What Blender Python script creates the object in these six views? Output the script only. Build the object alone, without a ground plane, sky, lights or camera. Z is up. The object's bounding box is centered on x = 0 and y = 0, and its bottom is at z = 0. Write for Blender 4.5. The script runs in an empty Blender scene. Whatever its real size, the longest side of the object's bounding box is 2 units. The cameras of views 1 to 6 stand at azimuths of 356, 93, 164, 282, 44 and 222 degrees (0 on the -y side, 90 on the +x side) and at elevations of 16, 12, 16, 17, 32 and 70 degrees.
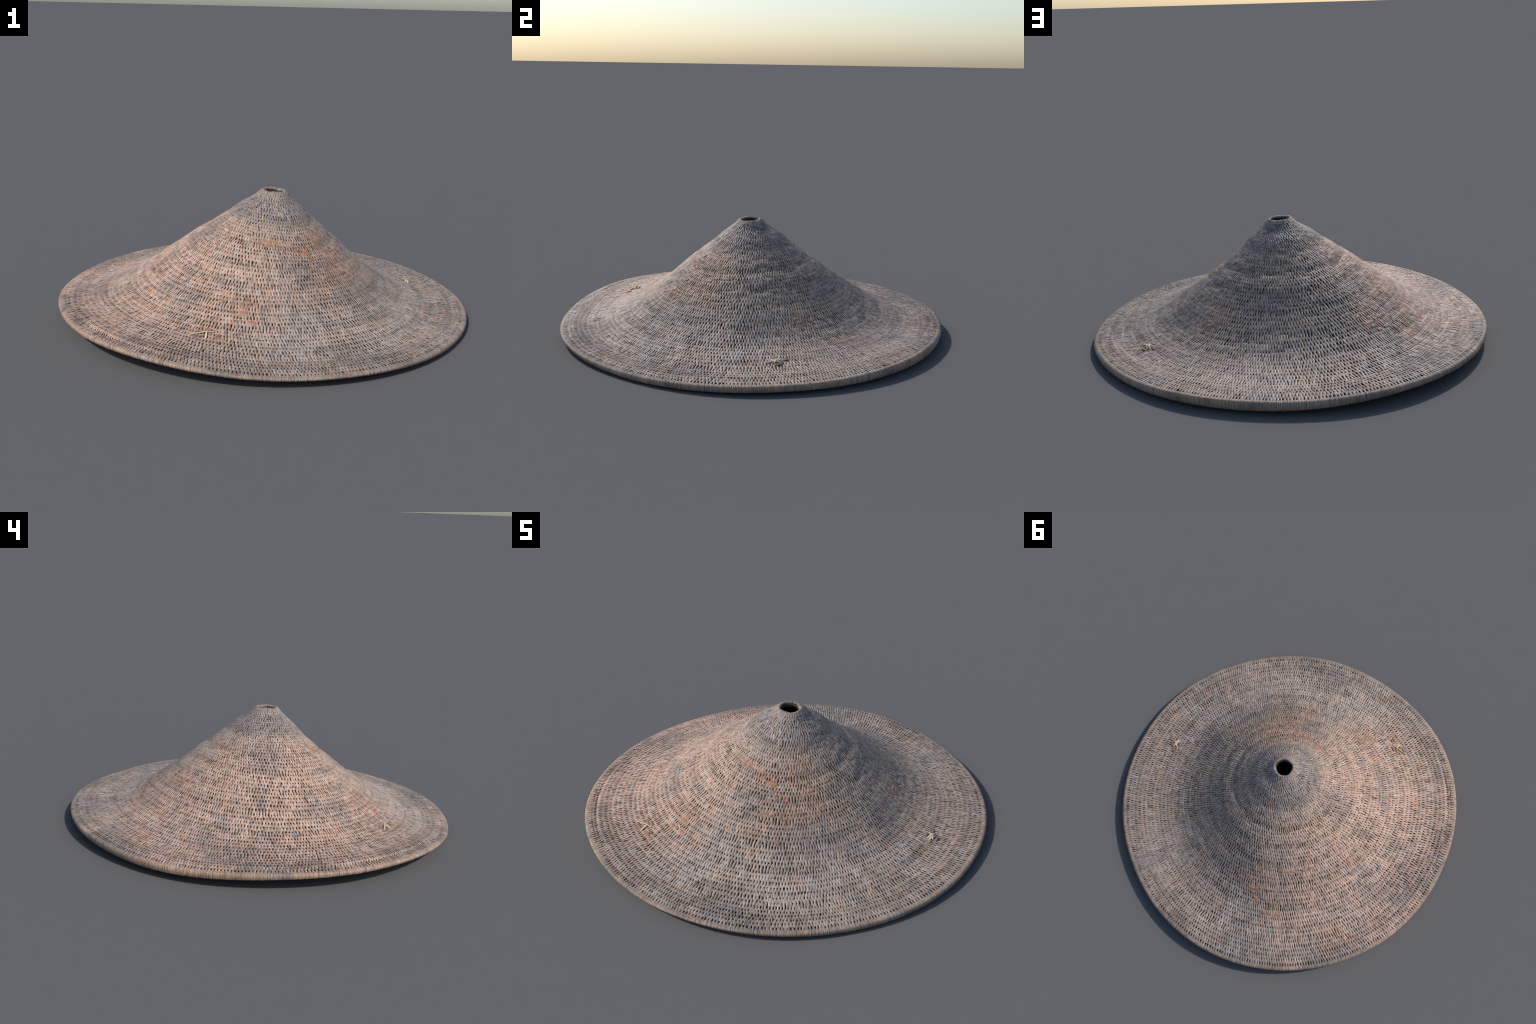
"""Weathered coiled-cane conical sun hat: spiral coils bound by thousands of
radial cane stitches, a wrapped rim, a wrapped smoke-hole lip, patches where the
stitching has worn through to the red cane core, and two strap knots."""
import bpy, math
import numpy as np
from mathutils import Matrix, Vector

rng = np.random.default_rng(7)
TAU = 2 * math.pi

# ------------------------------------------------------------------ hat form
# The hat is a hand-woven, slightly lopsided cone.  s runs 0 (lip of the top
# hole) -> 1 (outer edge of the brim), t is the angle around it.
RIM_CENTRE = (0.0077, -0.0004)
LIP_CENTRE = (0.0377, -0.0111)
SWAY = (-0.0104, -0.0019)
LIP_RADIUS = 0.0555
RIM_RADIUS = 0.9856
RIM_WOBBLE = [(-0.0128, -0.0052), (-0.0026, 0.0042), (0.0051, -0.0007), (-0.0008, 0.0001),
    (-0.0002, 0.0018), (0.0009, -0.0015), (0.0002, -0.0007), (0.0004, -0.0006)]
PROFILE_S = np.array([0, 0.08, 0.2, 0.35, 0.5, 0.65, 0.8, 0.92, 1.0])
PROFILE_Z = np.array([0.5934, 0.5268, 0.4357, 0.3261, 0.2199, 0.1304, 0.0894, 0.0756, 0.0615])
BRIM_LIFT = [(-0.0232, 0.004), (-0.0015, 0.008), (0.0041, -0.0036), (-0.0027, 0.0016),
    (-0.0, 0.0008), (0.0012, -0.0004), (0.0003, -0.0013), (0.0, 0.0008)]
MID_BULGE = [(-0.0189, 0.0048), (0.0026, -0.0015), (0.0021, 0.0008)]
LIP_TILT = (-0.0031, 0.0009)
SHOULDER = [(-0.005, 0.0055), (0.001, 0.0076)]
RIM_HEIGHT = 0.0309
RIM_HEIGHT_WOBBLE = [(0.0009, 0.0094), (0.0036, 0.0018), (-0.0025, -0.0005), (-0.0003, -0.0026)]
# broad sags and swells of the weave: (centre s, half width, level, harmonics)
SWELLS = [
    (0.42, 0.17, -0.0018, [(0.0012, 0.0035), (-0.001, -0.0085), (-0.0031, 0.0019), (-0.0007, -0.0002)]),
    (0.58, 0.16, 0.0023, [(-0.0015, 0.0013), (-0.003, -0.004), (-0.0003, -0.0014), (-0.0011, 0.0005)]),
    (0.73, 0.15, 0.0012, [(0.0041, 0.0004), (0.0021, 0.0035), (-0.001, -0.0009), (0.0005, 0.0001)]),
    (0.87, 0.13, 0.0001, [(0.0015, 0.0026), (0.0004, 0.0036), (0.0009, -0.0002), (-0.0003, 0.0001)])]


def harmonics(coef, t):
    out = 0.0 * t
    for k, (a, b) in enumerate(coef, 1):
        out = out + a * np.cos(k * t) + b * np.sin(k * t)
    return out


def smooth_profile(k, y, x):
    m = np.gradient(y, k)
    i = np.clip(np.searchsorted(k, x, side='right') - 1, 0, len(k) - 2)
    h = k[i + 1] - k[i]
    u = (x - k[i]) / h
    return ((2 * u**3 - 3 * u**2 + 1) * y[i] + (u**3 - 2 * u**2 + u) * h * m[i]
            + (-2 * u**3 + 3 * u**2) * y[i + 1] + (u**3 - u**2) * h * m[i + 1])


# hand-made rings: a drawn-in neck, a full shoulder below it, slight steps
RINGS = [(0.036, 0.017, -0.0040), (0.105, 0.030, 0.0050), (0.165, 0.014, -0.0020), (0.225, 0.016, 0.0022),
         (0.262, 0.014, -0.0018), (0.320, 0.045, 0.0050), (0.43, 0.015, -0.0012)]
GROOVE = (math.radians(218), math.radians(36))     # open seam inside the rim


def bell(x, c, w):
    return np.exp(-((x - c) / w)**2)


def height(s, t):
    z = smooth_profile(PROFILE_S, PROFILE_Z, np.clip(s, 0, 1))
    z = z + s**2 * harmonics(BRIM_LIFT, t) + 4 * s * (1 - s) * harmonics(MID_BULGE, t)
    z = z + (1 - s)**2 * harmonics([LIP_TILT], t)
    z = z + 48 * s**2 * (1 - s)**2 * (1 - 2 * s) * harmonics(SHOULDER, t)
    for c, w, level, coef in SWELLS:
        z = z + np.where(np.abs(s - c) < w, np.cos((s - c) / w * math.pi / 2)**2, 0) * (level + harmonics(coef, t))
    dish = -0.0080 + 0.0055 * np.cos(2 * (t - 0.87)) + 0.003 * np.cos(t - 3.75)
    z = z + bell(s, 0.83, 0.075) * dish
    z = z + 0.009 * bell(s, 0.47, 0.065) * np.exp(5 * (np.cos(t - 3.58) - 1))
    return z + 0.011 * bell(s, 0.15, 0.055) * np.exp(2.5 * (np.cos(t - 1.1) - 1))


def hat_point(s, t):
    """Point of the hat's outer surface (arrays of any matching shape)."""
    s = np.asarray(s, float)
    t = np.asarray(t, float)
    rim = RIM_RADIUS + harmonics(RIM_WOBBLE, t)
    rho = LIP_RADIUS + (rim - LIP_RADIUS) * s
    cx = RIM_CENTRE[0] * s + LIP_CENTRE[0] * (1 - s) + 4 * SWAY[0] * s * (1 - s)
    cy = RIM_CENTRE[1] * s + LIP_CENTRE[1] * (1 - s) + 4 * SWAY[1] * s * (1 - s)
    # soften the foot of the cone
    soft = np.clip((s - 0.35) / 0.15, 0, 1) * np.clip((0.93 - s) / 0.1, 0, 1)
    z = height(s, t)
    z = z + soft * (0.5 * height(np.clip(s - 0.045, 0, 1), t) + 0.5 * height(np.clip(s + 0.045, 0, 1), t) - z) * 0.6
    for k, (c, w, h) in enumerate(RINGS):
        z = z + h * bell(s, c + 0.006 * np.sin(t * (1 + k % 3) + 2.1 * k), w) * (1 + 0.25 * np.cos(t * (2 + k % 2) + 1.7 * k))
    # small dents all over
    z = z + 0.0007 * np.sin(9 * t + 21 * s) * np.sin(17 * s * math.pi + 3 * np.cos(2 * t)) * np.clip(s * 4, 0, 1) * np.clip((1 - s) * 12, 0, 1)
    dt = (t - GROOVE[0] + math.pi) % TAU - math.pi
    z = z - 0.0110 * bell(s, 0.9575 + 0.003 * np.cos(7 * t), 0.0055) * np.clip(1.25 - (dt / GROOVE[1])**2, 0, 1)
    return np.stack([cx + rho * np.cos(t), cy + rho * np.sin(t), z], -1)


def unit(v):
    return v / (np.linalg.norm(v, axis=-1, keepdims=True) + 1e-12)


def hat_frame(s, t):
    """Point, outward normal, tangent round the hat, tangent down the slope."""
    h = 2e-3
    p = hat_point(s, t)
    lo, hi = np.clip(s - h, 0, 1), np.clip(s + h, 0, 1)
    down = unit(hat_point(hi, t) - hat_point(lo, t))
    around = unit(hat_point(s, t + h) - hat_point(s, t - h))
    return p, unit(np.cross(down, around)), around, down


# slope length, averaged round the hat, to space the coils evenly
_s = np.linspace(0, 1, 401)
_g = hat_point(_s[:, None], (np.arange(48) / 48 * TAU)[None, :])
_len = np.concatenate([[0], np.cumsum(np.linalg.norm(np.diff(_g, axis=0), axis=-1).mean(1))])


def coil_layout():
    """Coils are fine near the crown and grow coarser toward the brim."""
    pos, out = 0.022, []
    end = _len[-1] - 0.016
    while pos < end:
        f = pos / _len[-1]
        pitch = 0.0150 + 0.0096 * min(1, f / 0.55)
        out.append((pos, pitch))
        pos += pitch
    k = (end) / (out[-1][0] + 0.3 * out[-1][1])
    return [(a * k, b * k) for a, b in out]


COILS = coil_layout()
COIL_S = np.interp([c[0] for c in COILS], _len, _s)
COIL_HALF = np.array([c[1] for c in COILS])
DSDL = np.gradient(_s, _len)


def wave(t, seed, n=5, lo=2):
    """Smooth periodic irregularity in -1..1."""
    r = np.random.default_rng(seed)
    out = 0.0 * np.asarray(t, float)
    for k in range(lo, lo + n):
        out = out + r.normal() * np.cos(k * t + r.uniform(0, TAU)) / math.sqrt(n)
    return out


# ------------------------------------------------------------------ materials
def new_mat(name):
    m = bpy.data.materials.new(name)
    m.use_nodes = True
    nt = m.node_tree
    nt.nodes.clear()
    out = nt.nodes.new('ShaderNodeOutputMaterial')
    bsdf = nt.nodes.new('ShaderNodeBsdfPrincipled')
    nt.links.new(bsdf.outputs[0], out.inputs[0])
    return m, nt, bsdf


class G:
    """Tiny helper to write node graphs as expressions."""
    def __init__(self, nt):
        self.nt = nt
        self.pos = nt.nodes.new('ShaderNodeNewGeometry').outputs['Position']

    def put(self, sock, v):
        if hasattr(v, 'is_linked') or isinstance(v, bpy.types.NodeSocket):
            self.nt.links.new(v, sock)
        else:
            sock.default_value = v

    def math(self, op, a, b=0.0, clamp=False):
        n = self.nt.nodes.new('ShaderNodeMath')
        n.operation = op
        n.use_clamp = clamp
        self.put(n.inputs[0], a)
        self.put(n.inputs[1], b)
        return n.outputs[0]

    def noise(self, scale, detail=2.0, rough=0.5, vec=None, dist=0.0):
        n = self.nt.nodes.new('ShaderNodeTexNoise')
        self.put(n.inputs['Vector'], vec if vec is not None else self.pos)
        n.inputs['Scale'].default_value = scale
        n.inputs['Detail'].default_value = detail
        n.inputs['Roughness'].default_value = rough
        n.inputs['Distortion'].default_value = dist
        return n.outputs['Fac']

    def ramp(self, fac, stops, interp='LINEAR'):
        n = self.nt.nodes.new('ShaderNodeValToRGB')
        n.color_ramp.interpolation = interp
        e = n.color_ramp.elements
        while len(e) < len(stops):
            e.new(0.5)
        for el, (p, c) in zip(e, stops):
            el.position = p
            el.color = (*c, 1) if len(c) == 3 else c
        self.put(n.inputs[0], fac)
        return n.outputs[0]

    def rng(self, v, a, b, c=0.0, d=1.0):
        n = self.nt.nodes.new('ShaderNodeMapRange')
        n.interpolation_type = 'SMOOTHSTEP'
        self.put(n.inputs[0], v)
        for i, x in enumerate((a, b, c, d), 1):
            n.inputs[i].default_value = x
        return n.outputs[0]

    def mix(self, fac, a, b, mode='MIX'):
        n = self.nt.nodes.new('ShaderNodeMix')
        n.data_type = 'RGBA'
        n.blend_type = mode
        self.put(n.inputs['Factor'], fac)
        for s, v in ((n.inputs[6], a), (n.inputs[7], b)):
            self.put(s, (*v, 1) if isinstance(v, tuple) and len(v) == 3 else v)
        return n.outputs[2]

    def spot(self, centre, radius, soft, wobble=None):
        """1 inside a ball round `centre`, fading to 0; edge broken by noise."""
        n = self.nt.nodes.new('ShaderNodeVectorMath')
        n.operation = 'DISTANCE'
        self.put(n.inputs[0], self.pos)
        n.inputs[1].default_value = centre
        d = n.outputs['Value']
        if wobble is not None:
            d = self.math('ADD', d, wobble)
        return self.rng(d, radius + soft, radius - soft)

    def island(self):
        g = self.nt.nodes.new('ShaderNodeNewGeometry')
        o = self.nt.nodes.new('ShaderNodeObjectInfo')
        return self.math('FRACT', self.math('ADD', g.outputs['Random Per Island'], o.outputs['Random']))

    def rand(self, seed_val, k):
        n = self.nt.nodes.new('ShaderNodeTexWhiteNoise')
        n.noise_dimensions = '1D'
        self.put(n.inputs['W'], self.math('MULTIPLY', seed_val, k))
        return n.outputs['Value']

    def bump(self, height, strength, dist):
        n = self.nt.nodes.new('ShaderNodeBump')
        n.inputs['Strength'].default_value = strength
        n.inputs['Distance'].default_value = dist
        self.put(n.inputs['Height'], height)
        return n.outputs['Normal']


GREY = (0.304, 0.243, 0.197)
PINK = (0.440, 0.292, 0.222)
RUST = (0.380, 0.165, 0.085)
STRAW = (0.440, 0.320, 0.210)
SLATE = (0.158, 0.146, 0.140)
SOOT = (0.085, 0.070, 0.060)


def cane_material(name, kind):
    m, nt, bsdf = new_mat(name)
    g = G(nt)
    broad = g.noise(3.2, 4, 0.6)
    patch = g.noise(9.0, 3, 0.6)
    blot = g.noise(24.0, 3, 0.65)
    wob = g.math('MULTIPLY', g.math('SUBTRACT', g.noise(6.0, 3, 0.6), 0.5), 0.30)
    # warmer, pinker tone on one flank, greyer tone elsewhere
    warm = g.spot((-0.75, -0.15, 0.10), 0.74, 0.26, wob)
    warm2 = g.spot((-0.18, -0.50, 0.25), 0.30, 0.24, wob)
    warm = g.math('MAXIMUM', warm, g.math('MULTIPLY', warm2, 0.75))
    cap = g.spot((0.035, -0.015, 0.62), 0.245, 0.035, g.math('MULTIPLY', wob, 0.35))
    warm = g.math('MULTIPLY', warm, g.math('SUBTRACT', 1.0, cap))
    warm = g.math('ADD', g.math('MULTIPLY', warm, 0.80),
                  g.math('MULTIPLY', g.math('SUBTRACT', patch, 0.5), 0.65), clamp=True)
    warm = g.math('ADD', warm, 0.10, clamp=True)
    col = g.mix(warm, GREY, PINK)
    col = g.mix(g.math('MULTIPLY', cap, 0.90), col, (0.225, 0.192, 0.176))
    # reddened zone round the worn patch, and a few other rubbed places
    red = g.spot((0.25, -0.28, 0.28), 0.19, 0.15, wob)
    for c, r in (((-0.13, -0.56, 0.18), 0.05), ((-0.40, 0.55, 0.14), 0.05), ((-0.18, 0.52, 0.19), 0.10),
                 ((-0.28, -0.66, 0.12), 0.05), ((-0.86, -0.08, 0.10), 0.10), ((0.49, 0.27, 0.19), 0.04),
                 ((-0.72, 0.36, 0.10), 0.12)):
        red = g.math('MAXIMUM', red, g.math('MULTIPLY', g.spot(c, r, 0.09, g.math('MULTIPLY', wob, 0.5)), 0.8))
    red = g.math('MULTIPLY', red, g.rng(blot, 0.32, 0.58))
    col = g.mix(g.math('MULTIPLY', red, 0.80), col, (0.33, 0.182, 0.120))
    # dark band just inside the rim, worn pale patches on the brim
    ln = nt.nodes.new('ShaderNodeVectorMath')
    ln.operation = 'LENGTH'
    sp = nt.nodes.new('ShaderNodeVectorMath')
    sp.operation = 'MULTIPLY'
    sp.inputs[1].default_value = (1, 1, 0)
    g.put(sp.inputs[0], g.pos)
    g.put(ln.inputs[0], sp.outputs[0])
    rad = ln.outputs['Value']
    dark_band = g.math('MULTIPLY', g.rng(rad, 0.87, 0.94), g.rng(g.noise(5.0, 3, 0.6), 0.40, 0.60))
    col = g.mix(g.math('MULTIPLY', dark_band, 0.55), col, (0.120, 0.098, 0.082))
    pale = g.math('MULTIPLY', g.rng(rad, 0.50, 0.66), g.rng(g.noise(4.3, 3, 0.6, dist=0.4), 0.50, 0.66))
    col = g.mix(g.math('MULTIPLY', pale, 0.45), col, (0.36, 0.315, 0.285))
    # slate-grey stains and dark sooty blotches
    col = g.mix(g.math('MULTIPLY', g.rng(broad, 0.50, 0.66), 0.55), col, SLATE)
    col = g.mix(g.math('MULTIPLY', g.rng(blot, 0.54, 0.72), 0.55), col, SOOT)
    col = g.mix(g.math('MULTIPLY', g.rng(g.noise(15.0, 2, 0.5, dist=0.6), 0.58, 0.72), 0.40), col, (0.170, 0.128, 0.085))
    if kind != 'core':
        isl = g.island()
        a = g.rand(isl, 91.7)
        b = g.rand(isl, 37.3)
        c = g.rand(isl, 13.1)
        # each strip has its own shade
        v = g.math('ADD', g.math('MULTIPLY', a, 0.34), 0.84)
        o = nt.nodes.new('ShaderNodeObjectInfo')
        v = g.math('MULTIPLY', v, g.math('ADD', g.math('MULTIPLY', o.outputs['Random'], 0.26), 0.87))
        hsv = nt.nodes.new('ShaderNodeHueSaturation')
        g.put(hsv.inputs['Value'], v)
        g.put(hsv.inputs['Saturation'], g.math('ADD', g.math('MULTIPLY', c, 0.5), 0.74))
        g.put(hsv.inputs['Color'], col)
        col = hsv.outputs[0]
        col = g.mix(g.math('MULTIPLY', g.rng(b, 0.985, 0.987), 0.6), col, RUST)
        col = g.mix(g.math('MULTIPLY', g.rng(c, 0.982, 0.985), 0.45), col, STRAW)
        col = g.mix(g.math('MULTIPLY', g.rng(a, 0.05, 0.04), 0.5), col, SLATE)
        # chipped pale flecks on the crown
        fl = g.math('MULTIPLY', g.spot((0.02, -0.17, 0.50), 0.06, 0.07), g.rng(b, 0.90, 0.91))
        col = g.mix(g.math('MULTIPLY', fl, 0.85), col, (0.58, 0.46, 0.27))
    if kind == 'binding':
        col = g.mix(g.math('MULTIPLY', g.rng(patch, 0.42, 0.66), 0.45), col, (0.36, 0.245, 0.15))
    # small rubbed spots, red and dark
    spk = g.noise(75.0, 2, 0.7)
    col = g.mix(g.math('MULTIPLY', g.rng(spk, 0.54, 0.66), 0.38), col, (0.36, 0.205, 0.13))
    col = g.mix(g.math('MULTIPLY', g.rng(g.noise(95.0, 2, 0.7, dist=0.3), 0.56, 0.68), 0.5), col, (0.16, 0.135, 0.115))
    # fibre grain: fine scratches
    fine = g.noise(420.0, 3, 0.7)
    mid = g.noise(150.0, 2, 0.6)
    gr = g.math('ADD', g.math('MULTIPLY', fine, 0.5), g.math('MULTIPLY', mid, 0.5))
    gv = g.math('ADD', g.math('MULTIPLY', gr, 2.3), -0.12)
    hs = nt.nodes.new('ShaderNodeHueSaturation')
    g.put(hs.inputs['Value'], gv)
    g.put(hs.inputs['Color'], col)
    g.put(bsdf.inputs['Base Color'], hs.outputs[0])
    bsdf.inputs['Roughness'].default_value = 0.55
    bsdf.inputs['Specular IOR Level'].default_value = 0.35
    g.put(bsdf.inputs['Normal'], g.bump(gr, 0.5, 0.002))
    return m


def plain_material(name, stops, scale, rough=0.8, per_piece=False, spec=0.25):
    m, nt, bsdf = new_mat(name)
    g = G(nt)
    n = g.noise(scale, 4, 0.65)
    if per_piece:
        n = g.math('ADD', g.math('MULTIPLY', n, 0.6), g.math('MULTIPLY', g.island(), 0.42))
    g.put(bsdf.inputs['Base Color'], g.ramp(n, stops))
    bsdf.inputs['Roughness'].default_value = rough
    bsdf.inputs['Specular IOR Level'].default_value = spec
    g.put(bsdf.inputs['Normal'], g.bump(g.noise(scale * 4, 3, 0.6), 0.5, 0.002))
    return m


MAT_STITCH = cane_material('weathered_cane', 'stitch')
MAT_BIND = cane_material('rim_wrap_cane', 'binding')
MAT_CORE = plain_material('cane_core_darkened_for_gaps', [(0.3, (0.058, 0.045, 0.036)), (0.7, (0.105, 0.076, 0.058))], 60)  # base colour darkened so openings between stitches look deep in shadow
MAT_INNER = plain_material('inner_cane_painted_shadow', [(0.3, (0.028, 0.022, 0.018)), (0.7, (0.050, 0.038, 0.030))], 40)  # near-black colour bakes in the lack of light under the hat
MAT_RED = plain_material('worn_red_cane', [(0.22, (0.14, 0.095, 0.072)), (0.42, (0.25, 0.155, 0.108)),
                                           (0.60, (0.35, 0.190, 0.120)), (0.78, (0.43, 0.180, 0.092))],
                         130, 0.6, True, 0.35)
MAT_STRAW = plain_material('strap_fibre', [(0.3, (0.52, 0.37, 0.24)), (0.5, (0.68, 0.55, 0.40)), (0.7, (0.78, 0.68, 0.54))],
                           160, 0.6, True, 0.35)


# ------------------------------------------------------------------ objects
def link(ob, parent=None):
    bpy.context.scene.collection.objects.link(ob)
    if parent is not None:
        ob.parent = parent
    return ob


def mesh_from(name, verts, faces, mat, smooth=True):
    me = bpy.data.meshes.new(name)
    verts = np.ascontiguousarray(verts, np.float32).reshape(-1, 3)
    faces = np.ascontiguousarray(faces, np.int32)
    k = faces.shape[1]
    me.vertices.add(len(verts))
    me.vertices.foreach_set('co', verts.ravel())
    me.loops.add(faces.size)
    me.loops.foreach_set('vertex_index', faces.ravel())
    me.polygons.add(len(faces))
    me.polygons.foreach_set('loop_start', np.arange(len(faces), dtype=np.int32) * k)
    me.polygons.foreach_set('loop_total', np.full(len(faces), k, np.int32))
    me.polygons.foreach_set('use_smooth', np.full(len(faces), smooth))
    me.update(calc_edges=True)
    me.validate()
    me.materials.append(mat)
    return me


def grid_faces(a, b, wrap_a=False, wrap_b=False):
    i = np.arange(a if wrap_a else a - 1)[:, None]
    j = np.arange(b if wrap_b else b - 1)[None, :]
    i2, j2 = (i + 1) % a, (j + 1) % b
    return np.stack([i * b + j + 0 * i2, i * b + j2, i2 * b + j2, i2 * b + j], -1).reshape(-1, 4)


def many(faces, per, count):
    return (faces[None] + (np.arange(count) * per)[:, None, None]).reshape(-1, faces.shape[1])


hat = bpy.data.objects.new('woven_conical_hat', None)
hat['label'] = 'weathered grey-brown coiled cane conical hat with wide brim'
hat['category'] = 'straw hat'
link(hat)

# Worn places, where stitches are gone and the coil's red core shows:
# (s, angle in degrees, length along the coil in metres)
WORN = [(.231, 262, .055), (.238, 264, .094), (.241, 274.7, .034), (.251, 261, .068), (.251, 284.5, .022),
        (.258, 299, .031), (.264, 289.5, .027), (.274, 296.5, .034), (.278, 300.8, .031), (.288, 329.8, .026),
        (.294, 344.2, .035), (.301, 224.8, .052), (.308, 300.8, .026), (.308, 330.5, .035), (.308, 346.8, .031),
        (.324, 329.5, .035), (.328, 310.8, .039), (.331, 303.2, .022), (.344, 304.2, .022), (.351, 311, .020),
        (.365, 252.8, .020), (.381, 339.5, .024), (.385, 253, .020), (.385, 335, .020), (.388, 339, .026),
        (.405, 297.8, .035), (.405, 303, .026), (.405, 319.2, .065), (.408, 308.8, .039), (.421, 309, .052),
        (.421, 344, .026), (.425, 321.2, .020), (.428, 122, .020), (.431, 313.8, .026), (.441, 119.7, .025),
        (.441, 126.8, .025), (.441, 324.5, .020), (.452, 152.5, .032), (.458, 131.5, .10), (.458, 147.8, .044),
        (.462, 143.0, .028), (.472, 352.8, .020), (.502, 257, .020), (.508, 351.2, .030), (.515, 29.5, .033),
        (.522, 122.5, .025), (.525, 306.8, .025), (.535, 30.0, .024), (.532, 109.8, .025), (.535, 255.5, .020),
        (.535, 261.5, .020), (.538, 10.2, .021), (.538, 245.5, .029), (.555, 256.5, .036), (.555, 262.8, .018),
        (.562, 114.7, .026), (.569, 112, .026), (.575, 257, .042), (.585, 113.5, .039), (.599, 239.2, .018),
        (.602, 113.2, .026), (.609, 260.2, .020), (.622, 119.5, .038), (.625, 115, .026), (.629, 255.2, .020),
        (.629, 261.8, .022), (.649, 323.6, .022), (.689, 127.1, .045), (.692, 121.8, .058), (.736, 252.2, .034)]
worn_by_coil = {}
for s0, deg, ln in WORN:
    i = int(np.argmin(np.abs(COIL_S - s0)))
    worn_by_coil.setdefault(i, []).append((math.radians(deg) % TAU, ln))

# number of stitches per coil: constant over bands of coils so that the
# stitches of neighbouring coils interlock, stepping up as the hat widens
N_COILS = len(COILS)
radius = np.array([np.linalg.norm(np.diff(np.concatenate([hat_point(np.full(64, s), np.arange(64) / 64 * TAU)] * 2)[:65], axis=0), axis=1).sum() / TAU for s in COIL_S])
counts = np.zeros(N_COILS, int)
phase = np.zeros(N_COILS)
i = 0
while i < N_COILS:
    band = 2 if radius[i] < 0.15 else (3 if radius[i] < 0.3 else (5 if radius[i] < 0.6 else 7))
    j = min(N_COILS, i + band)
    pitch = 0.0118 + 0.0022 * min(1.0, radius[i:j].mean() / 0.35)
    counts[i:j] = int(round(TAU * radius[i:j].mean() / pitch))
    phase[i:j] = rng.uniform(0, TAU)
    i = j
CROWN_S = 0.215

# one stitch, in its own frame: q along (-1 crown side .. 1 brim side), x across
Q = np.array([-1.0, -0.80, -0.5, -0.1, 0.3, 0.68, 1.0])
X = np.array([-1.0, -0.55, 0.0, 0.55, 1.0])
WIDTH_Q = np.array([0.60, 0.88, 1.00, 1.03, 1.02, 0.94, 0.66])
RISE_Q = np.array([-0.0034, -0.0012, -0.0002, 0.0003, 0.0006, 0.0006, -0.0016])
RISE_X = np.array([-0.0016, -0.0003, 0.0, -0.0003, -0.0016])
STITCH_FACES = grid_faces(len(Q), len(X))
PER = len(Q) * len(X)


def stitches(i):
    """All stitches of coil i -> centre angles and per-stitch sizes."""
    n = counts[i]
    k = np.arange(n)
    t = (k + 0.5 * (i % 2)) / n * TAU + phase[i]
    t = t + wave(t, 50, 6, 2) * 0.010 
    t = t + rng.normal(0, 0.035, n) * TAU / n
    pitch = TAU * radius[i] / n
    half_w = pitch * 0.5 * 0.665 * rng.normal(1.0, 0.13, n)
    half_l = COIL_HALF[i] * 0.825 * rng.normal(1.0, 0.085, n)
    if COIL_S[i] < CROWN_S:
        # the crown is sewn tighter, with smaller openings
        half_w = pitch * 0.5 * 0.73 * rng.normal(1.0, 0.10, n)
        half_l = COIL_HALF[i] * 0.87 * rng.normal(1.0, 0.06, n)
    keep = np.ones(n, bool)
    lift = rng.normal(0, 0.0004, n) + 0.0006 * wave(t, 90 + i, 6, 8)
    slant = rng.normal(0.03, 0.055, n) * pitch + 0.05 * pitch * wave(t, 33, 4, 1)
    return t[keep], half_w[keep], half_l[keep], lift[keep], slant[keep]


def stitch_verts(i, t, hw, hl, lift, slant):
    dsdl = np.interp(COIL_S[i], _s, DSDL)
    s = COIL_S[i] + hl[:, None] * Q[None] * dsdl
    s = s + (rng.normal(0, 0.0011, len(t)) + 0.0014 * wave(t, 200 + i, 14, 9))[:, None]
    s = np.clip(s + 0.0035 * wave(t, 77, 4, 2)[:, None] * np.sin(math.pi * COIL_S[i]), 0.0, 0.999)
    tt = t[:, None] + (slant[:, None] * Q[None]) / radius[i]
    p, nrm, aro, dwn = hat_frame(s, tt)
    w = hw[:, None] * WIDTH_Q[None]
    x = w[..., None] * X[None, None]
    z = RISE_Q[None, :, None] + RISE_X[None, None, :] + lift[:, None, None] + 0.0006
    v = p[:, :, None] + aro[:, :, None] * x[..., None] + nrm[:, :, None] * z[..., None]
    return v


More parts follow.
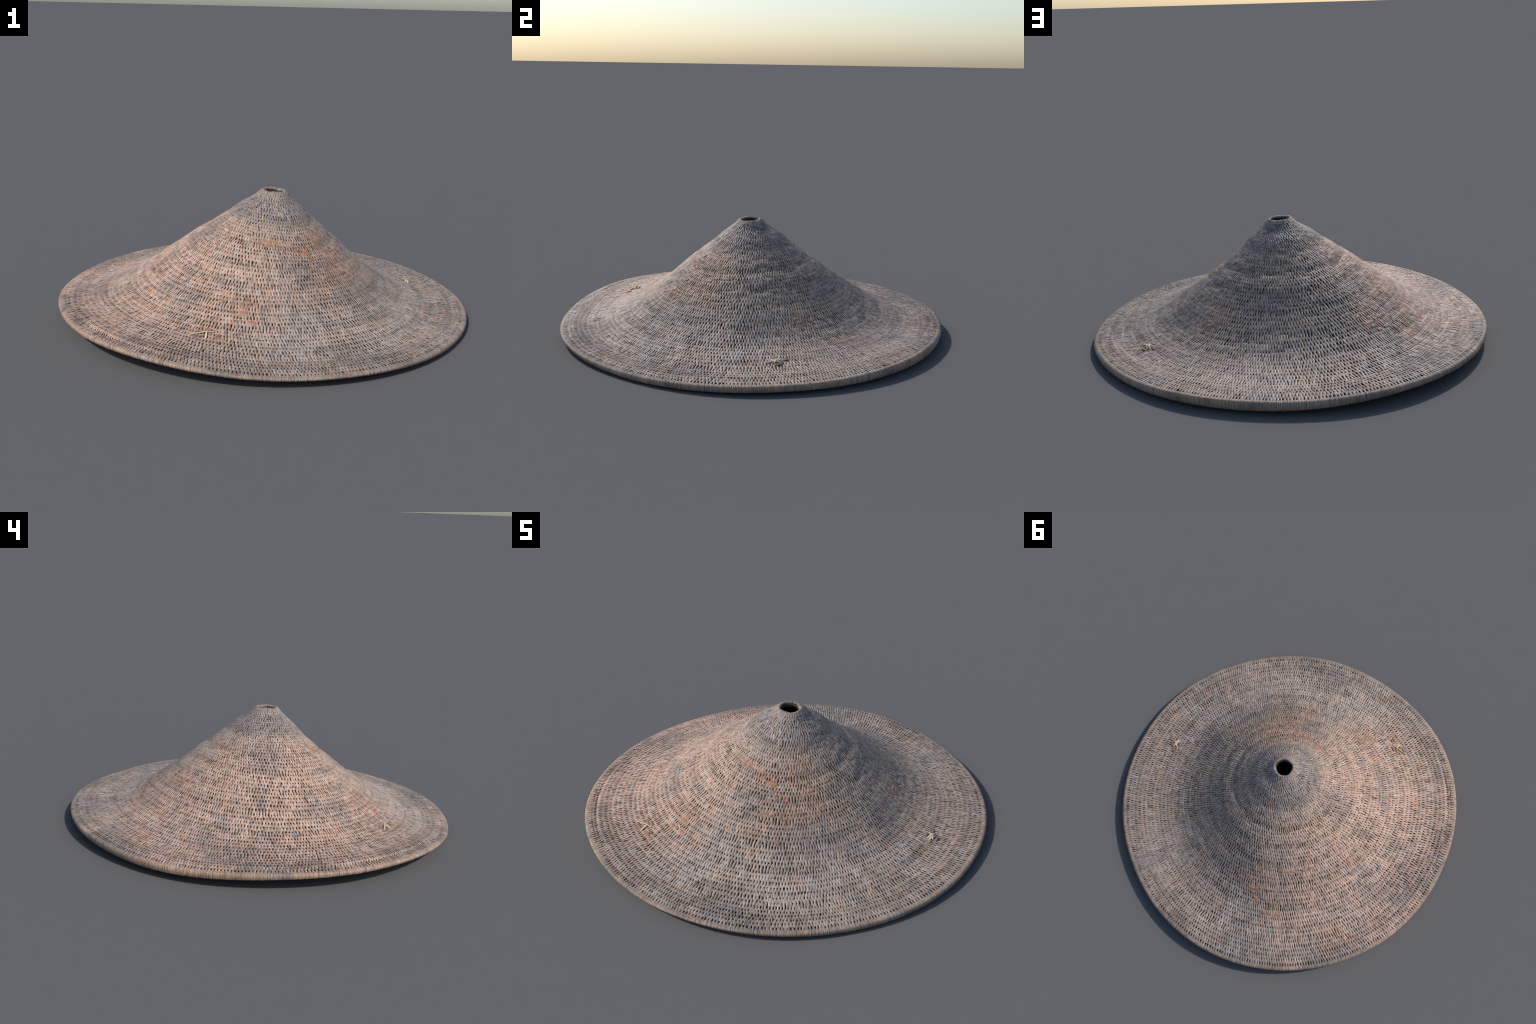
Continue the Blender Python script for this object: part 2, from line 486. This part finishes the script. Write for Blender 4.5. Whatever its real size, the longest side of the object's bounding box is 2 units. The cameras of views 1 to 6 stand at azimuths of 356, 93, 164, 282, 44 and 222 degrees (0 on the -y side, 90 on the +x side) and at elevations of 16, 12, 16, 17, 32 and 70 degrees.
# coils with their stitching; the widest coil's stitches are single objects
single_mesh = None
for i in range(N_COILS):
    n_seg = int(np.clip(TAU * radius[i] / 0.02, 40, 300))
    th = np.arange(n_seg) / n_seg * TAU
    mid_s = COIL_S[i] + 0.5 * COIL_HALF[i] * np.interp(COIL_S[i], _s, DSDL)
    c, nrm, aro, dwn = hat_frame(np.full(n_seg, min(mid_s, 0.99)), th)
    sec = np.arange(8) / 8 * TAU
    hw = COIL_HALF[i] * 0.40
    ring = (c[:, None] + dwn[:, None] * (hw * np.cos(sec))[None, :, None]
            + nrm[:, None] * (0.0040 * np.sin(sec) - 0.0068)[None, :, None])
    coil = bpy.data.objects.new('coil', mesh_from('coil', ring, grid_faces(n_seg, 8, True, True)[:, ::-1], MAT_CORE))
    link(coil, hat)
    t, shw, shl, lift, slant = stitches(i)
    if i == N_COILS - 1:
        # shared stitch mesh, placed one by one
        base = np.zeros((len(Q), len(X), 3))
        w0, l0 = shw.mean(), shl.mean()
        base[..., 0] = X[None] * WIDTH_Q[:, None] * w0
        base[..., 1] = -Q[:, None] * l0
        base[..., 2] = RISE_Q[:, None] + RISE_X[None] + 0.0006
        single_mesh = mesh_from('stitch', base, STITCH_FACES[:, ::-1], MAT_STITCH)
        pick = np.zeros(len(t), bool)
        pick[np.argsort(-shw * shl)[:300]] = True
        p, nn, aa, dd = hat_frame(np.full(len(t), COIL_S[i]), t)
        for k in np.nonzero(pick)[0]:
            ob = bpy.data.objects.new('stitch', single_mesh)
            yv = -dd[k]
            xv = unit(np.cross(yv, nn[k]))
            ang = slant[k] / shl[k]
            xv, yv = xv * math.cos(ang) + yv * math.sin(ang), yv * math.cos(ang) - xv * math.sin(ang)
            zv = np.cross(xv, yv)
            ps = p[k] + nn[k] * lift[k]
            M = Matrix([[xv[r] * shw[k] / w0, yv[r] * shl[k] / l0, zv[r], ps[r]] for r in range(3)] + [[0, 0, 0, 1]])
            link(ob, coil)
            ob.matrix_world = M
        t, shw, shl, lift, slant = (a[~pick] for a in (t, shw, shl, lift, slant))
        if len(t) == 0:
            continue
    v = stitch_verts(i, t, shw, shl, lift, slant)
    st = bpy.data.objects.new('stitching', mesh_from('stitching', v, many(STITCH_FACES, PER, len(t)), MAT_STITCH))
    st['kind'] = 'stuff'
    link(st, coil)

# exposed cane core pieces in the worn places
XQ = np.linspace(-1, 1, 9)
SEC = np.array([-1, -0.82, 0, 0.82, 1])
for i, items in worn_by_coil.items():
    for wt, ln in items:
        pieces = max(1, int(round(ln / 0.034)))
        for k in range(pieces):
            L = ln / pieces * rng.uniform(0.90, 0.99)
            tc = wt + ((k + 0.5) / pieces - 0.5) * ln / radius[i]
            tt = tc + XQ * L * 0.5 / radius[i]
            ss = COIL_S[i] + 0 * tt + rng.normal(0, 0.0008)
            p, nrm, aro, dwn = hat_frame(ss, tt)
            end = np.sqrt(np.clip(1 - np.abs(XQ)**10, 0.0, 1))
            wid = COIL_HALF[i] * rng.uniform(0.30, 0.46) * (0.75 + 0.25 * end) * (1 + 0.06 * rng.normal(size=9))
            h = 0.0022 - 0.002 * (1 - end) + rng.normal(0, 0.0006)
            v = (p[:, None] + dwn[:, None] * (wid[:, None] * SEC[None])[..., None]
                 + nrm[:, None] * (h[:, None] - 0.0034 * np.abs(SEC[None])**6 + 0.0004 * rng.normal(size=(9, 5)))[..., None])
            me = mesh_from('exposed_core', v, grid_faces(9, 5), MAT_RED)
            link(bpy.data.objects.new('exposed_core', me), hat)

# inner wall that closes the hat from below
n_t, s_in = 240, np.linspace(0.0, 0.985, 60)
th = np.arange(n_t) / n_t * TAU
p, nrm, aro, dwn = hat_frame(np.repeat(s_in[:, None], n_t, 1), np.repeat(th[None], 60, 0))
inner = np.concatenate([p - nrm * 0.012, (p - nrm * 0.022)[::-1]])
wall = bpy.data.objects.new('inner_wall', mesh_from('inner_wall', inner, grid_faces(120, n_t, True, True), MAT_INNER))
link(wall, hat)


# ------------------------------------------------------------------ rim
def rim_frame(t):
    p = hat_point(np.ones_like(t), t)
    out = unit(np.stack([p[..., 0] - RIM_CENTRE[0], p[..., 1] - RIM_CENTRE[1], 0 * t], -1))
    T = RIM_HEIGHT + harmonics(RIM_HEIGHT_WOBBLE, t)
    return p, out, T


def rim_section(t, u, grow=0.0):
    """Rounded-rectangle rim section; u = 0..1 from top-inside over the outer
    face to the bottom-inside."""
    p, out, T = rim_frame(t)
    a = (0.98 - 1.96 * u) * math.pi / 1.0 * 0.80
    ca, sa = np.cos(a), np.sin(a)
    px = np.sign(ca) * np.abs(ca)**0.62
    pz = np.sign(sa) * np.abs(sa)**0.62
    half = 0.0135
    x = -half + 0.0095 + px * (half + grow)
    z = -T / 2 + pz * (T / 2 - 0.0003 + grow)
    x = x - np.clip(-pz, 0, 1) * 0.005
    # the top band follows the slope of the brim
    z = z + np.clip(pz, 0, 1) * (0.0085 - x) * 0.18
    return p + out * x[..., None] + np.array([0, 0, 1.0]) * z[..., None]


n_t = 480
th = np.arange(n_t) / n_t * TAU
us = np.linspace(-0.12, 1.12, 16)
core = rim_section(np.repeat(th[:, None], 16, 1), np.repeat(us[None], n_t, 0), -0.002)
rim = bpy.data.objects.new('rim', mesh_from('rim', core, grid_faces(n_t, 16, True, True)[:, ::-1], MAT_CORE))
link(rim, hat)
n_w = 1240
tc = (np.arange(n_w) + rng.normal(0, 0.08, n_w)) / n_w * TAU
u = np.linspace(-0.02, 1.0, 13)
xs = np.array([-1.0, -0.4, 0.4, 1.0])
w = TAU / n_w * 0.5 * rng.normal(0.98, 0.07, n_w)
lean = rng.normal(0.5, 0.25, n_w) * TAU / n_w
tt = tc[:, None, None] + w[:, None, None] * xs[None, None] + lean[:, None, None] * (u - 0.5)[None, :, None]
uu = np.broadcast_to(u[None, :, None], tt.shape)
gr = np.broadcast_to((np.array([-0.0007, 0.0002, 0.0002, -0.0007]))[None, None], tt.shape) + rng.normal(0, 0.0004, n_w)[:, None, None]
v = rim_section(tt, uu, gr)
wrap = bpy.data.objects.new('rim_wrapping', mesh_from('rim_wrapping', v, many(grid_faces(13, 4), 52, n_w)[:, ::-1], MAT_BIND))
wrap['kind'] = 'stuff'
link(wrap, rim)


# ------------------------------------------------------------------ lip of the top hole
def lip_section(t, u, grow=0.0):
    """u < 0 runs down the outside of the crown, 0..1 rolls over into the hole."""
    s_out = np.clip(-u, 0, 1) * 0.016 + 0.0005
    p, nrm, aro, dwn = hat_frame(s_out, t)
    c = np.array([LIP_CENTRE[0], LIP_CENTRE[1], 0.0])
    out = unit((p - c) * np.array([1, 1, 0]))
    a = 0.30 * math.pi + np.clip(u, 0, 1) * 0.85 * math.pi
    r = 0.0058 + grow
    roll = np.clip(u, 0, 1)
    x = (np.cos(a) - math.cos(0.30 * math.pi)) * r * 1.15
    z = (np.sin(a) - math.sin(0.30 * math.pi)) * r - np.clip(u - 0.6, 0, 1) * 0.055
    wob = 0.0030 * np.cos(2 * t + 0.6) + 0.0018 * np.sin(5 * t) + 0.002 * np.cos(3 * t)
    ups = np.array([0, 0, 1.0])
    q = p + nrm * (grow + 0.0004)[..., None] + out * (x + wob * roll)[..., None] + ups * z[..., None]
    return q + ups * (0.0016 * np.sin(4 * t + 1) * np.clip(1 + u, 0, 1))[..., None]


th = np.arange(96) / 96 * TAU
us = np.linspace(-1.0, 1.0, 12)
core = lip_section(np.repeat(th[:, None], 12, 1), np.repeat(us[None], 96, 0), np.full((96, 12), -0.0016))
lip = bpy.data.objects.new('top_hole_lip', mesh_from('top_hole_lip', core, grid_faces(96, 12, True, False), MAT_CORE))
link(lip, hat)
n_w = 58
tc = (np.arange(n_w) + rng.normal(0, 0.12, n_w)) / n_w * TAU
u = np.concatenate([[-1.0, -0.7, -0.35], np.linspace(0, 0.70, 8)])
w = TAU / n_w * 0.5 * rng.normal(0.97, 0.1, n_w)
tt = tc[:, None, None] + w[:, None, None] * xs[None, None] + 0.03 * u[None, :, None]
uu = np.broadcast_to(u[None, :, None], tt.shape)
gr = np.broadcast_to((np.array([-0.0010, 0.0003, 0.0003, -0.0010]))[None, None], tt.shape) + rng.normal(0, 0.0005, n_w)[:, None, None]
v = lip_section(tt, uu, gr)
wrap = bpy.data.objects.new('lip_wrapping', mesh_from('lip_wrapping', v, many(grid_faces(11, 4), 44, n_w), MAT_BIND))
wrap['kind'] = 'stuff'
link(wrap, lip)


# ------------------------------------------------------------------ strap knots
def strand(name, pts, width, thick, parent, mat):
    """Flat fibre strand swept along control points (down, around, height)."""
    pts = np.array(pts, float)
    k = np.linspace(0, 1, len(pts))
    f = np.linspace(0, 1, 4 * (len(pts) - 1) + 1)
    path = np.stack([smooth_profile(k, pts[:, c], f) for c in range(3)], -1)
    return path, width * (1 - 0.45 * np.abs(2 * f - 1)**3), thick, name, parent, mat


def build_strand(s0, t0, spec):
    path, wid, thick, name, parent, mat = spec
    r0 = float(np.interp(s0, COIL_S, radius))
    dsdl = np.interp(s0, _s, DSDL)
    p, nrm, aro, dwn = hat_frame(s0 + path[:, 0] * dsdl, t0 + path[:, 1] / r0)
    c = p + nrm * path[:, 2:3]
    d = unit(np.gradient(c, axis=0))
    side = unit(np.cross(nrm, d))
    up = np.cross(d, side)
    sec = np.arange(8) / 8 * TAU
    v = (c[:, None] + side[:, None] * (wid[:, None] * np.cos(sec)[None])[..., None]
         + up[:, None] * (thick * np.sin(sec))[None, :, None])
    n = len(c)
    v = np.concatenate([v.reshape(-1, 3), c[:1], c[-1:]])
    f = grid_faces(n, 8, False, True)
    caps = [[(j + 1) % 8, j, n * 8, n * 8] for j in range(8)] + [[(n - 1) * 8 + j, (n - 1) * 8 + (j + 1) % 8, n * 8 + 1, n * 8 + 1] for j in range(8)]
    me = bpy.data.meshes.new(name)
    me.from_pydata(v.tolist(), [], f.tolist() + [c_[:3] for c_ in caps])
    me.polygons.foreach_set('use_smooth', np.ones(len(me.polygons), bool))
    me.materials.append(mat)
    link(bpy.data.objects.new(name, me), parent)


def knot(s0, deg, strands, chips, turn=0.0):
    t0 = math.radians(deg)
    e = bpy.data.objects.new('strap_knot', None)
    link(e, hat)
    ct, stn = math.cos(turn), math.sin(turn)

    def rot(P):
        return [(a * ct - b * stn, a * stn + b * ct, h) for a, b, h in P]
    for P, w_ in strands:
        build_strand(s0, t0, strand('strap_strand', rot(P), w_, 0.0016, e, MAT_STRAW))
    for P, w_ in chips:
        build_strand(s0, t0, strand('torn_cane', [(a, b, h * 0.6 + 0.001) for a, b, h in rot(P)], w_ * 0.8, 0.0016, e, MAT_RED))


knot(0.719, 246.5,
     [([(0.030, -0.052, .004), (0.014, -0.020, .009), (-.002, 0.004, .010), (-.012, 0.036, .007)], .0034),
      ([(-.006, 0.002, .007), (0.016, 0.010, .008), (0.034, 0.014, .002)], .0042)],
     [([(-.028, -0.014, .001), (-.024, 0.008, .006), (-.028, 0.022, .000)], .008),
      ([(-.010, -0.030, .001), (-.008, -0.012, .006), (-.012, 0.004, .000)], .009),
      ([(0.024, -0.014, .000), (0.022, 0.000, .005), (0.020, 0.012, .001)], .008),
      ([(0.030, -0.052, .000), (0.034, -0.030, .004), (0.030, -0.012, .000)], .007),
      ([(0.020, 0.040, .000), (0.018, 0.056, .004), (0.022, 0.070, .000)], .010),
      ([(0.004, 0.044, .000), (0.002, 0.056, .004), (0.006, 0.066, .000)], .008)])
knot(0.775, 13.3,
     [([(-.012, -.026, .002), (-.006, -.008, .010), (0.000, 0.012, .010), (0.004, 0.030, .003)], .0058),
      ([(0.014, -.016, .002), (0.004, -.004, .010), (-.010, 0.008, .009), (-.020, 0.020, .002)], .0046),
      ([(-.002, -.030, .002), (0.004, -.004, .008), (0.016, 0.018, .003)], .0040)],
     [([(-.030, -.020, .000), (-.026, -.004, .006), (-.030, 0.012, .000)], .009),
      ([(0.026, -.016, .000), (0.028, 0.004, .006), (0.024, 0.022, .000)], .008),
      ([(0.004, -.048, .000), (0.006, -.034, .005), (0.002, -.022, .000)], .008),
      ([(-.006, 0.030, .000), (-.008, 0.044, .005), (-.004, 0.056, .000)], .008)])
# a loose splinter further up
build_strand(0.600, math.radians(257.5), strand('loose_splinter', [(-.004, -.016, .004), (0, 0, .006), (0.006, 0.014, .003)], .0016, .001, hat, MAT_STRAW))
